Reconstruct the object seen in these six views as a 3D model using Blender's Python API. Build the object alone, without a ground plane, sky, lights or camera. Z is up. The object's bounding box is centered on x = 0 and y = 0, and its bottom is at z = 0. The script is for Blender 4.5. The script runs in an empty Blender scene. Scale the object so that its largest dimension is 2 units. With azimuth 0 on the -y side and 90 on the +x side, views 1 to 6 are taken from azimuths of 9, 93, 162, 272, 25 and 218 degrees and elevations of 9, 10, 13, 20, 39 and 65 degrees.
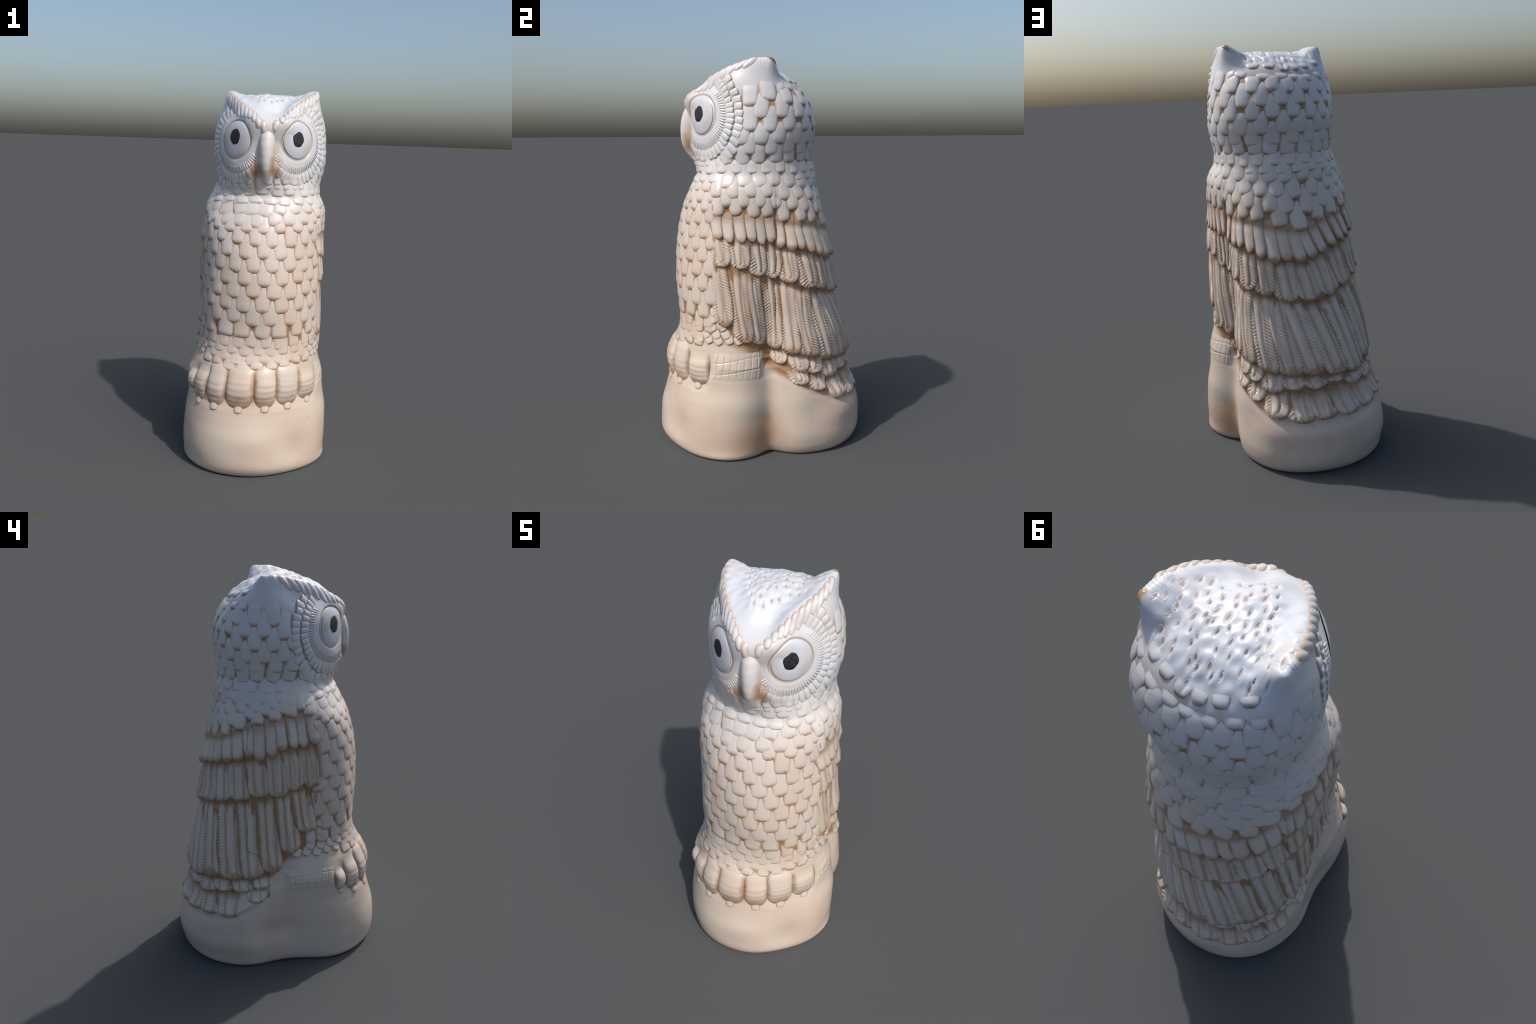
# Carved owl figurine: a lofted core body with one relief piece per feather, toe, claw, eye ...
import bpy, math, random
import numpy as np

rng = random.Random(7)
nrs = np.random.RandomState(7)
PI2 = 2 * math.pi

# ------------------------------------------------------------------ body form
# Cross-section rings of the core: (level, radii in mm every 22.5 degrees, from +x counter-clockwise).
# Below the middle of the head the level is the height; above it the rings fan upward
# like the ribs of a dome (level = HEAD_Z + DOME * elevation angle).
HEAD_Z = 1.62
DOME = 0.3 / (math.pi / 2)
BODY_RINGS = [
    (0.000, (360, 334, 385, 461, 518, 547, 540, 505, 458, 448, 499, 532, 525, 490, 458, 421)),
    (0.050, (365, 355, 400, 472, 534, 559, 551, 514, 468, 458, 500, 542, 541, 507, 464, 415)),
    (0.120, (370, 370, 417, 486, 541, 569, 568, 528, 465, 456, 508, 550, 542, 509, 466, 416)),
    (0.200, (372, 375, 423, 495, 539, 559, 552, 507, 444, 450, 506, 544, 537, 500, 460, 414)),
    (0.280, (375, 374, 412, 471, 511, 532, 524, 481, 436, 441, 494, 526, 514, 481, 444, 409)),
    (0.360, (362, 362, 394, 447, 491, 511, 499, 459, 420, 425, 474, 509, 494, 463, 423, 394)),
    (0.440, (348, 347, 382, 436, 481, 498, 482, 438, 400, 412, 466, 505, 501, 460, 421, 386)),
    (0.520, (334, 337, 377, 434, 475, 488, 471, 424, 380, 394, 444, 478, 481, 450, 414, 373)),
    (0.620, (321, 333, 377, 431, 458, 467, 456, 413, 367, 371, 408, 435, 432, 425, 400, 354)),
    (0.750, (328, 331, 366, 406, 426, 437, 427, 396, 365, 363, 388, 414, 423, 418, 392, 354)),
    (0.900, (327, 330, 357, 387, 408, 411, 399, 380, 362, 364, 386, 416, 435, 424, 392, 353)),
    (1.050, (329, 330, 353, 379, 386, 382, 373, 362, 358, 366, 388, 418, 431, 415, 388, 358)),
    (1.200, (329, 323, 345, 359, 357, 353, 352, 351, 348, 357, 386, 407, 407, 393, 377, 353)),
    (1.300, (326, 319, 329, 333, 330, 332, 337, 340, 338, 349, 375, 382, 380, 372, 365, 353)),
    (1.380, (317, 306, 304, 308, 311, 315, 319, 322, 320, 329, 342, 345, 342, 343, 342, 336)),
    (1.440, (291, 288, 290, 297, 301, 303, 302, 298, 294, 297, 312, 320, 318, 321, 319, 304)),
    (1.500, (293, 290, 291, 294, 294, 294, 292, 285, 279, 278, 294, 311, 318, 314, 308, 301)),
    (1.560, (307, 303, 301, 302, 301, 296, 293, 291, 287, 284, 292, 314, 327, 314, 306, 308)),
    (1.620, (317, 316, 316, 315, 310, 304, 300, 298, 294, 291, 297, 315, 328, 319, 309, 313)),
]
SWELLS = [
    (35, .68, 18, .32, -.008), (45, .86, 16, .22, .013), (55, .07, 24, .11, .014), (140, .98, 20, .30, .012), (138, 1.18, 16, .14, .008),
    (207, .90, 13, .25, -.014), (207, 1.24, 13, .12, -.012), (340, 1.27, 14, .13, -.012), (352, 1.05, 18, .25, -.008),
    (240, .86, 16, .18, .022), (222, .50, 14, .08, .010), (204, .49, 12, .07, .012),
    (240, 1.38, 18, .07, -.010), (245, 1.45, 36, .04, -.018), (290, 1.43, 20, .04, -.008), (120, 1.05, 12, .10, .008),
    (150, .12, 20, .12, -.018), (302, .13, 13, .11, -.026), (45, .20, 14, .10, -.016), (75, .06, 18, .08, .014), (196, 0, 22, .05, .006),
    (275, 1.80, 30, .045, .006), (0, 1.795, 22, .040, .018), (182, 1.80, 20, .040, .010), (278, 1.585, 25, .055, .026)]
HEAD_RINGS = [
    (1.670, (324, 329, 331, 329, 322, 316, 311, 308, 307, 306, 309, 326, 351, 339, 320, 322)),
    (1.720, (351, 354, 349, 342, 333, 329, 331, 332, 333, 331, 335, 351, 391, 391, 353, 345)),
    (1.770, (383, 373, 361, 350, 340, 340, 351, 371, 374, 356, 352, 362, 374, 345, 358, 388)),
    (1.820, (373, 373, 364, 353, 345, 346, 359, 374, 369, 359, 359, 367, 370, 355, 356, 366)),
    (1.870, (363, 362, 358, 352, 348, 349, 355, 359, 359, 356, 357, 360, 361, 359, 355, 357)),
    (1.920, (349, 349, 349, 349, 349, 349, 349, 349, 349, 349, 349, 349, 349, 349, 349, 349)),
]
RINGS = BODY_RINGS + HEAD_RINGS
LEVEL = np.array([r[0] for r in RINGS])
RADII = np.array([r[1] for r in RINGS], float) / 1000.0
NA = RADII.shape[1]
S_TOP = LEVEL[-1]


def centre(z):
    return 0.035 + 0 * z, np.where(z > 1.3, np.interp(z, [1.3, 1.6], [0.0, -0.01]), 0.0)


def wrap(d):
    return (d + math.pi) % PI2 - math.pi


# smooth interpolation of the rings along the level (cubic Hermite), around the angle (Catmull-Rom)
TANG = np.zeros_like(RADII)
TANG[1:-1] = ((RADII[2:] - RADII[1:-1]) / (LEVEL[2:] - LEVEL[1:-1])[:, None] * (LEVEL[1:-1] - LEVEL[:-2])[:, None]
              + (RADII[1:-1] - RADII[:-2]) / (LEVEL[1:-1] - LEVEL[:-2])[:, None] * (LEVEL[2:] - LEVEL[1:-1])[:, None]) \
    / (LEVEL[2:] - LEVEL[:-2])[:, None]


def core_radius(th, s):
    i = np.clip(np.searchsorted(LEVEL, s) - 1, 0, len(LEVEL) - 2)
    h = LEVEL[i + 1] - LEVEL[i]
    t = np.clip((s - LEVEL[i]) / h, 0, 1)
    h00, h10 = 2 * t**3 - 3 * t**2 + 1, t**3 - 2 * t**2 + t
    h01, h11 = -2 * t**3 + 3 * t**2, t**3 - t**2
    u = (th % PI2) / PI2 * NA
    k = np.floor(u).astype(int)
    f = u - k
    ws = (-.5 * f + f**2 - .5 * f**3, 1 - 2.5 * f**2 + 1.5 * f**3, .5 * f + 2 * f**2 - 1.5 * f**3, -.5 * f**2 + .5 * f**3)
    out = 0
    for j, w in zip((-1, 0, 1, 2), ws):
        c = (k + j) % NA
        out = out + w * (h00 * RADII[i, c] + h10 * h * TANG[i, c] + h01 * RADII[i + 1, c] + h11 * h * TANG[i + 1, c])
    # the hollow between the front of the pedestal and the tail, on both sides
    deep_r = np.interp(s, [0, .2, .36, .5, .62, .75, .9, 1.05, 1.2, 1.33], [.19, .19, .18, .17, .155, .13, .10, .07, .035, 0])
    deep_l = np.interp(s, [0, .1, .2, .3, .4, .5, .6], [.13, .12, .11, .08, .05, .02, 0])
    out = out * (1 - deep_r * np.exp(-(wrap(th - 0.27) / 0.28)**2) - deep_l * np.exp(-(wrap(th - math.pi - 0.12) / 0.42)**2))
    # broad swells and hollows of the form: (degrees, level, spread in degrees, spread in level, metres)
    for a, z, da, dz, amt in SWELLS:
        out = out + amt * np.exp(-(np.degrees(wrap(th - math.radians(a))) / da)**2 - ((s - z) / dz)**2)
    return out


def to_point(th, s, r):
    el = np.maximum(s - HEAD_Z, 0) / DOME
    z = np.where(s > HEAD_Z, HEAD_Z + r * np.sin(el), s)
    rho = np.where(s > HEAD_Z, r * np.cos(el), r)
    cx, cy = centre(z)
    return np.stack([cx + rho * np.cos(th), cy + rho * np.sin(th), z], -1)


def to_chart(P):
    P = np.asarray(P, float)
    cx, cy = centre(P[..., 2])
    x, y, z = P[..., 0] - cx, P[..., 1] - cy, P[..., 2]
    rho = np.hypot(x, y)
    s = np.where(z > HEAD_Z, HEAD_Z + DOME * np.arctan2(np.maximum(z - HEAD_Z, 0), rho), z)
    return np.arctan2(y, x), s


def smooth(x, a, b):
    t = np.clip((x - a) / (b - a), 0, 1)
    return t * t * (3 - 2 * t)


def curve(points):
    """height of a feather border round the body: (degrees, level) -> function of the angle, periodic"""
    p = sorted((a % 360, z) for a, z in points)
    a = [q[0] for q in p]
    z = [q[1] for q in p]
    a = [a[-1] - 360] + a + [a[0] + 360]
    z = [z[-1]] + z + [z[0]]
    return lambda th: np.interp(np.degrees(th) % 360, a, z)


# borders of the wing tiers (lower ends of each), read round the body
TIER_S = curve([(324, 1.225), (345, 1.222), (16, 1.22), (33, 1.20), (53, 1.19), (70, 1.165), (92, 1.138), (109, 1.18), (133, 1.205),
                (158, 1.279), (181, 1.309), (205, 1.326), (216, 1.31)])
TIER_A = curve([(326, 1.155), (337, 1.128), (0, 1.117), (37, 1.076), (60, 1.03), (78, 1.005), (93, 1.004), (105, 1.043), (122, 1.06),
                (145, 1.108), (168, 1.132), (187, 1.168), (214, 1.183)])
TIER_B = curve([(326, 1.01), (330, 1.003), (350, .965), (8, .939), (30, .908), (49, .86), (68, .845), (83, .816), (100, .811), (115, .855), (138, .89),
                (164, .92), (180, .935), (193, .948), (212, .96), (220, 1.013)])
TIER_C = curve([(326, .80), (330, .78), (337, .69), (355, .60), (6, .574), (24, .561), (42, .53), (63, .49), (80, .478), (99, .472), (120, .455),
                (143, .485), (159, .491), (175, .505), (188, .585), (200, .65), (209, .752), (218, .80)])
TIER_D = curve([(15, .50), (29, .483), (46, .43), (60, .395), (79, .395), (93, .41), (109, .415), (128, .389), (143, .41), (159, .43), (174, .45)])
TIER_E = curve([(25, .45), (45, .37), (60, .30), (75, .268), (91, .266), (102, .272), (119, .274), (138, .285), (151, .296), (164, .343), (176, .42)])
# upper border of the bare pedestal, and front edges of the wings
BASE_TOP = curve([(0, .405), (12, .42), (25, .44), (45, .37), (60, .30), (75, .265), (91, .262), (119, .27), (138, .28), (151, .29), (164, .34), (178, .41),
                  (190, .415), (210, .39), (226, .375), (240, .35), (265, .35), (297, .355), (315, .365), (331, .395)])
WING_R = ([1.42, 1.2, .97, .80, .67, .585], [-34, -34, -33, -31, -23, -5])
WING_L = ([1.42, 1.32, 1.2, 1.0, .93, .767, .64, .567], [206, 215, 219, 220, 217, 214, 203, 185])


def wing_edges(s):
    r = np.interp(-np.asarray(s), [-v for v in WING_R[0]], WING_R[1])
    l = np.interp(-np.asarray(s), [-v for v in WING_L[0]], WING_L[1])
    return r, l


EYE_R, EYE_L = np.array([.221, -.256, 1.729]), np.array([-.092, -.291, 1.727])
# crest of the brows, rising from the root of the beak into the ear tufts
RIDGE_R = np.array([(.088, -.346, 1.803), (.107, -.335, 1.815), (.145, -.290, 1.845), (.176, -.243, 1.885), (.200, -.213, 1.915), (.231, -.150, 1.944), (.263, -.070, 1.973), (.281, .085, 1.999)])
RIDGE_L = np.array([(.082, -.346, 1.801), (.067, -.341, 1.810), (.020, -.304, 1.840), (-.020, -.268, 1.881), (-.052, -.242, 1.911), (-.096, -.186, 1.939), (-.143, -.112, 1.967), (-.193, .033, 1.991)])

# ------------------------------------------------------------------ core grid
NT = 640
S_LIST = np.concatenate([np.linspace(0, .06, 24)[:-1], np.linspace(.06, HEAD_Z, 430)[:-1], np.linspace(HEAD_Z, S_TOP - .002, 190)])
NS = len(S_LIST)
TH = np.arange(NT) / NT * PI2
TT, SS = np.meshgrid(TH, S_LIST)
rad = core_radius(TT, SS)
# rolled lower rim of the pedestal
rad -= 0.02 * (1 - np.sqrt(np.clip(1 - (1 - np.clip(SS / .03, 0, 1))**2, 0, 1)))


def ridge_field(points, heights, widths):
    """raises the core along a 3D polyline so that its crest runs through the points"""
    pts, hs, ws = [], [], []
    for i in range(len(points) - 1):
        for t in np.linspace(0, 1, 12, endpoint=(i == len(points) - 2)):
            pts.append(points[i] * (1 - t) + points[i + 1] * t)
            hs.append(heights[i] * (1 - t) + heights[i + 1] * t)
            ws.append(widths[i] * (1 - t) + widths[i + 1] * t)
    th, s = to_chart(np.array(pts))
    base = to_point(th, s, core_radius(th, s))
    sel = SS > 1.6
    P = to_point(TT[sel], SS[sel], core_radius(TT[sel], SS[sel]))
    best = np.zeros(P.shape[0])
    for b, h, w in zip(base, hs, ws):
        d = np.linalg.norm(P - b, axis=1)
        best = np.maximum(best, h * np.exp(-(np.maximum(d - .007, 0) / w)**1.5))
    out = np.zeros_like(SS)
    out[sel] = best
    return out


def crest_height(points, extra):
    th, s = to_chart(points)
    cx, cy = centre(np.minimum(points[:, 2], HEAD_Z))
    r = np.linalg.norm(points - np.stack([cx * np.ones(len(points)), cy * np.ones(len(points)), np.full(len(points), HEAD_Z)], -1), axis=1)
    return np.maximum(r - core_radius(th, s), extra)


CREST_WIDTH = np.array([.022, .023, .024, .025, .028, .032, .040, .043])
for crest in (RIDGE_R, RIDGE_L):
    rad += ridge_field(crest, crest_height(crest, .004) - .009, CREST_WIDTH)
    # the brow band below the crest is thick
    rad += ridge_field(crest - np.array([0, 0, .045]), np.array([.002, .006, .012, .016, .018, .018, .014, .006]), np.full(8, .034))

deg = np.degrees(TT) % 360
w_r, w_l = wing_edges(SS)
dr = (deg - w_r + 180) % 360 - 180          # > 0 : behind the right wing's front edge
dl = (w_l - deg + 180) % 360 - 180          # > 0 : behind the left wing's front edge
in_wing = (dr > 0) & (dl > 0) | (deg > 20) & (deg < 160)
P_flat = to_point(TT, SS, rad)
d_eye = np.minimum(np.linalg.norm(P_flat - EYE_R, axis=-1), np.linalg.norm(P_flat - EYE_L, axis=-1))

# feathered skin lies lower than the feather tips
feathered = smooth(SS, BASE_TOP(TT) + .01, BASE_TOP(TT) + .07) * (1 - smooth(SS, 1.74, 1.86)) * smooth(d_eye, .13, .17)
front_face = np.exp(-(wrap(np.radians(deg) - np.radians(273)) / .6)**2) * smooth(SS, 1.50, 1.56)
rad -= (.0052 + .007 * in_wing * (1 - smooth(SS, 1.36, 1.45))) * feathered * (1 - .8 * front_face)
# each wing tier swells toward its lower border and steps back below it
for tier, amp, length in ((TIER_S, .006, .12), (TIER_A, .009, .09), (TIER_B, .010, .15), (TIER_C, .012, .25), (TIER_D, .008, .08), (TIER_E, .006, .09)):
    q = SS - tier(TT)
    bump = np.where(q > 0, np.exp(-q / length * 2.5) * smooth(q, -.001, .018), 0)
    rad += amp * bump * in_wing * (1 - smooth(SS, 1.36, 1.45))
    rad -= amp * .6 * np.exp(-((q + .015) / .02)**2) * in_wing * (1 - smooth(SS, 1.36, 1.45))
# wing shoulders stand proud of the breast
edge = np.where(np.abs(dr) < np.abs(dl), dr, dl)
rad += .006 * np.exp(-((edge - 4.5) / 4.5)**2) * smooth(SS, .62, .85) * (1 - smooth(SS, 1.36, 1.44)) * ((deg > 200) | (deg < 20))
# hollow behind the toes; each toe is a piece of its own
toe_zone = smooth(deg, 222, 230) * (1 - smooth(deg, 320, 328)) * smooth(SS, .335, .40) * (1 - smooth(SS, .50, .56))
rad -= .010 * toe_zone
# shallow curved scratches between the breast and the toes
for c0, aa in ((.592, .03), (.612, .02), (.578, .05)):
    line = c0 - .02 + aa * (np.radians(deg) - np.radians(268))**2 * 4
    rad -= .003 * np.exp(-((SS - line) / .0035)**2) * smooth(deg, 248, 254) * (1 - smooth(deg, 282, 290))
# eye: ring groove, smooth ring, and the hollow beside the beak
rad -= .004 * np.exp(-((d_eye - .098) / .005)**2)
rad += .002 * np.exp(-((d_eye - .122) / .018)**2)
bx = P_flat[..., 0] - .075
beak_hollow = np.exp(-((np.abs(bx) - .052) / .022)**2) * smooth(P_flat[..., 2], 1.50, 1.54) * (1 - smooth(P_flat[..., 2], 1.60, 1.78)) * (P_flat[..., 1] < -.15)
rad -= .006 * beak_hollow
# cupped hollows between the ear tufts and the crown
for hp in ((.180, .07, 1.94), (-.105, .035, 1.94)):
    rad -= .022 * np.exp(-(np.linalg.norm(P_flat - np.array(hp), axis=-1) / .045)**2)
# soft unevenness of hand carving
for k in range(7):
    a, b, c, e = nrs.randint(1, 5), nrs.uniform(2, 9), nrs.uniform(0, 6), nrs.uniform(0, 6)
    rad += .0009 * np.sin(a * TT + c) * np.sin(b * SS * 2 + e) * (1 - smooth(SS, 1.84, 1.90))
# rougher, nibbled surface on the crown
for k in range(14):
    a, b, c = nrs.uniform(-150, 150), nrs.uniform(-150, 150), nrs.uniform(0, 6)
    rad += .0005 * np.sin(a * P_flat[..., 0] + b * P_flat[..., 1] + c) * smooth(SS, 1.76, 1.82)

# small gouged pits on the crown, brown inside
PITS = []
for iy in range(-6, 7):
    for ix in range(-5, 6):
        x = .045 + (ix + .5 * (iy % 2)) * .048 + rng.uniform(-.014, .014)
        y = -.03 + iy * .036 + rng.uniform(-.013, .013)
        PITS.append((x, y, rng.uniform(.65, 1.3), rng.uniform(.0, .5)))
keep = []
for x, y, k, ang in PITS:
    p = np.array([x, y])
    if (y > .20 - .5 * abs(x - .045)) or math.hypot(x - .045, y) > .235:
        continue
    if y < -.275 + 1.0 * abs(x - .06) + .030:
        continue
    keep.append((x, y, k, ang))
PITS = keep
top = SS > 1.74
X, Y = P_flat[..., 0], P_flat[..., 1]
pit_mask = np.zeros_like(SS)
for x, y, k, ang in PITS:
    ca, sa = math.cos(ang), math.sin(ang)
    u = ((X - x) * ca + (Y - y) * sa) / (.0060 * k)
    v = (-(X - x) * sa + (Y - y) * ca) / (.0140 * k)
    pit_mask = np.maximum(pit_mask, np.where(top, np.exp(-(u * u + v * v)), 0))
rad -= .009 * pit_mask
# scratches on the crown
P = to_point(TT, SS, rad)


def grid_normals(P):
    dt = np.roll(P, -1, 1) - np.roll(P, 1, 1)
    ds = np.empty_like(P)
    ds[1:-1] = P[2:] - P[:-2]
    ds[0], ds[-1] = P[1] - P[0], P[-1] - P[-2]
    n = np.cross(dt, ds)
    return n / np.maximum(np.linalg.norm(n, axis=-1, keepdims=True), 1e-12)


NRM = grid_normals(P)


def surf(th, s):
    """point and normal of the finished core at chart position"""
    u = (np.asarray(th, float) % PI2) / PI2 * NT
    i = np.floor(u).astype(int)
    f = (u - i)[..., None]
    i0, i1 = i % NT, (i + 1) % NT
    s = np.clip(s, S_LIST[0], S_LIST[-1])
    j = np.clip(np.searchsorted(S_LIST, s) - 1, 0, NS - 2)
    g = ((s - S_LIST[j]) / (S_LIST[j + 1] - S_LIST[j]))[..., None]
    lerp = lambda A: (A[j, i0] * (1 - f) + A[j, i1] * f) * (1 - g) + (A[j + 1, i0] * (1 - f) + A[j + 1, i1] * f) * g
    n = lerp(NRM)
    return lerp(P), n / np.linalg.norm(n, axis=-1, keepdims=True)


# ------------------------------------------------------------------ materials
def new_mat(name, rough=.27, spec=.5):
    m = bpy.data.materials.new(name)
    m.use_nodes = True
    nt = m.node_tree
    b = nt.nodes["Principled BSDF"]
    b.inputs["Roughness"].default_value = rough
    b.inputs["Specular IOR Level"].default_value = spec
    return m, nt, b


class G:
    """tiny helper to wire node graphs"""

    def __init__(s, nt):
        s.nt = nt

    def n(s, kind, **kw):
        nd = s.nt.nodes.new(kind)
        for k, v in kw.items():
            setattr(nd, k, v)
        return nd

    def put(s, sock, v):
        if hasattr(v, "links"):
            s.nt.links.new(v, sock)
        else:
            sock.default_value = v

    def math(s, op, a, b=0.0, c=0.0):
        nd = s.n("ShaderNodeMath", operation=op)
        for sock, v in zip(nd.inputs, (a, b, c)):
            s.put(sock, v)
        return nd.outputs[0]

    def ss(s, v, lo, hi, tlo=0.0, thi=1.0):
        nd = s.n("ShaderNodeMapRange", interpolation_type="SMOOTHSTEP")
        for k, x in zip(("Value", "From Min", "From Max", "To Min", "To Max"), (v, lo, hi, tlo, thi)):
            s.put(nd.inputs[k], x)
        return nd.outputs[0]

    def noise(s, vec, scale, detail=3.0, rough=.55):
        nd = s.n("ShaderNodeTexNoise")
        s.put(nd.inputs["Vector"], vec)
        nd.inputs["Scale"].default_value = scale
        nd.inputs["Detail"].default_value = detail
        nd.inputs["Roughness"].default_value = rough
        return nd.outputs["Fac"]

    def mix(s, f, a, b):
        nd = s.n("ShaderNodeMix", data_type="RGBA")
        s.put(nd.inputs[0], f)
        for sock, v in ((nd.inputs[6], a), (nd.inputs[7], b)):
            s.put(sock, v if hasattr(v, "links") else (*v, 1.0))
        return nd.outputs[2]

    def dist(s, vec, p):
        nd = s.n("ShaderNodeVectorMath", operation="DISTANCE")
        s.put(nd.inputs[0], vec)
        nd.inputs[1].default_value = p
        return nd.outputs["Value"]


CREAM = (.548, .465, .388)
ROSE = (.525, .415, .34)
PEARL = (.56, .55, .555)
COOL = (.54, .575, .63)
TAN = (.30, .17, .078)
BROWN = (.17, .085, .03)


def ivory(g, pos, kind="warm"):
    """shell-like ivory: cream, drifting to rose and pearl, with faint stains"""
    def blend(a, b_, c_):
        c = g.mix(n1, a, b_)
        return g.mix(n2, c, c_)
    n1 = g.ss(g.noise(pos, 3.5, 3), .40, .68)
    n2 = g.math("MULTIPLY", g.ss(g.noise(pos, 7.0, 4), .50, .75), .7)
    # bluish white round the head, warm cream and rose lower down, ragged border
    d = g.math("ADD", g.dist(pos, (.04, -.08, 1.80)), g.math("MULTIPLY", g.math("SUBTRACT", g.noise(pos, 2.2), .5), .5))
    return g.mix(g.ss(d, .18, .82), blend(PEARL, COOL, PEARL), blend(CREAM, ROSE, ROSE))


def bump(g, b, pos, scale, strength, dist=.002):
    nd = g.n("ShaderNodeBump")
    nd.inputs["Strength"].default_value = strength
    nd.inputs["Distance"].default_value = dist
    g.put(nd.inputs["Height"], g.noise(pos, scale, 4))
    g.put(b.inputs["Normal"], nd.outputs[0])


def pos_of(g):
    return g.n("ShaderNodeNewGeometry").outputs["Position"]


def finish(g, b, col, pos):
    # brown that has gathered in the corners beside the beak
    wob = g.math("MULTIPLY", g.math("SUBTRACT", g.noise(pos, 22), .5), .03)
    for p, r1, amt in (((.028, -.36, 1.575), .062, .8), ((.124, -.355, 1.575), .060, .9), ((.124, -.37, 1.63), .035, .6)):
        col = g.mix(g.ss(g.math("ADD", g.dist(pos, p), wob), .012, r1, amt, 0), col, (.24, .11, .03))
    # dark specks of dirt
    v = g.n("ShaderNodeTexVoronoi", feature="F1")
    g.put(v.inputs["Vector"], pos)
    v.inputs["Scale"].default_value = 16
    speck = g.math("MULTIPLY", g.ss(v.outputs["Distance"], .03, .075, 1, 0), g.ss(g.noise(pos, 5), .56, .62))
    col = g.mix(g.math("MULTIPLY", speck, .6), col, (.16, .12, .10))
    g.put(b.inputs["Base Color"], col)
    bump(g, b, pos, 45, .4)


def core_material():
    m, nt, b = new_mat("carved_ivory_skin")
    g = G(nt)
    pos = pos_of(g)
    sep = g.n("ShaderNodeSeparateXYZ")
    g.put(sep.inputs[0], pos)
    x, y, z = sep.outputs
    # pale bluish crown over the graded base colour
    base = g.mix(g.ss(g.dist(pos, (.05, -.05, 1.97)), .14, .36, .7, 0), ivory(g, pos), COOL)
    # groove stain between feathers; the pedestal, face and crown stay bare
    lim = g.n("ShaderNodeFloatCurve")
    cm = lim.mapping.curves[0]
    pts = [(0, .57), (.20, .59), (.42, .56), (.56, .44), (.70, .37), (.85, .29), (1, .27)]   # y from -.5 to .5 -> lower limit
    cm.points[0].location, cm.points[1].location = pts[0], pts[-1]
    for p in pts[1:-1]:
        cm.points.new(*p)
    lim.mapping.update()
    g.put(lim.inputs["Value"], g.math("ADD", y, .5))
    above = g.math("SUBTRACT", z, lim.outputs[0])
    wob = g.math("MULTIPLY", g.math("SUBTRACT", g.noise(pos, 9), .5), .05)
    stain = g.ss(g.math("ADD", above, wob), .0, .05)
    de = g.math("MINIMUM", g.dist(pos, EYE_R), g.dist(pos, EYE_L))
    stain = g.math("MULTIPLY", stain, g.ss(de, .14, .19))
    crown = g.math("ADD", z, g.math("MULTIPLY", y, -.25))
    stain = g.math("MULTIPLY", stain, g.ss(g.math("ADD", crown, wob), 1.72, 1.86, 1, 0))
    # bare forehead
    stain = g.math("MULTIPLY", stain, g.ss(g.dist(pos, (.06, -.32, 1.78)), .07, .13))
    stain = g.math("MULTIPLY", stain, g.ss(g.dist(pos, (.07, -.33, 1.55)), .09, .15))
    col = g.mix(stain, base, TAN)
    # ring groove round the eye
    ring = g.math("MULTIPLY", g.ss(de, .092, .099), g.ss(de, .102, .108, 1, 0))
    col = g.mix(g.math("MULTIPLY", ring, .55), col, TAN)
    # stains: both sides of the beak, root of the ears, faint smear on the left side
    for p, r0, r1, amt, c in (((.125, -.34, 1.64), .008, .05, .5, (.45, .22, .06)),
                              ((.30, .03, .13), .02, .18, .65, (.38, .19, .085)), ((.33, -.05, .10), .02, .17, .55, (.40, .22, .11)), ((.31, .05, .20), .005, .05, .4, (.36, .14, .05)),  # pedestal hollow: brown stain with the hollow's own shade coloured in
                              ((.20, .09, 1.925), .01, .05, .5, TAN), ((-.14, .05, 1.90), .02, .05, .35, TAN),
                              ((.235, -.02, 1.955), .01, .05, .4, (.55, .33, .18)), ((-.155, -.03, 1.955), .01, .06, .35, (.55, .33, .18)), ((-.10, -.14, 1.90), .01, .05, .35, (.5, .33, .2)),
                              ((-.38, .02, .23), .01, .10, .25, (.40, .24, .14))):
        f = g.ss(g.math("ADD", g.dist(pos, p), g.math("MULTIPLY", wob, .6)), r0, r1, amt, 0)
        col = g.mix(f, col, c)
    finish(g, b, col, pos)
    return m


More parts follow.
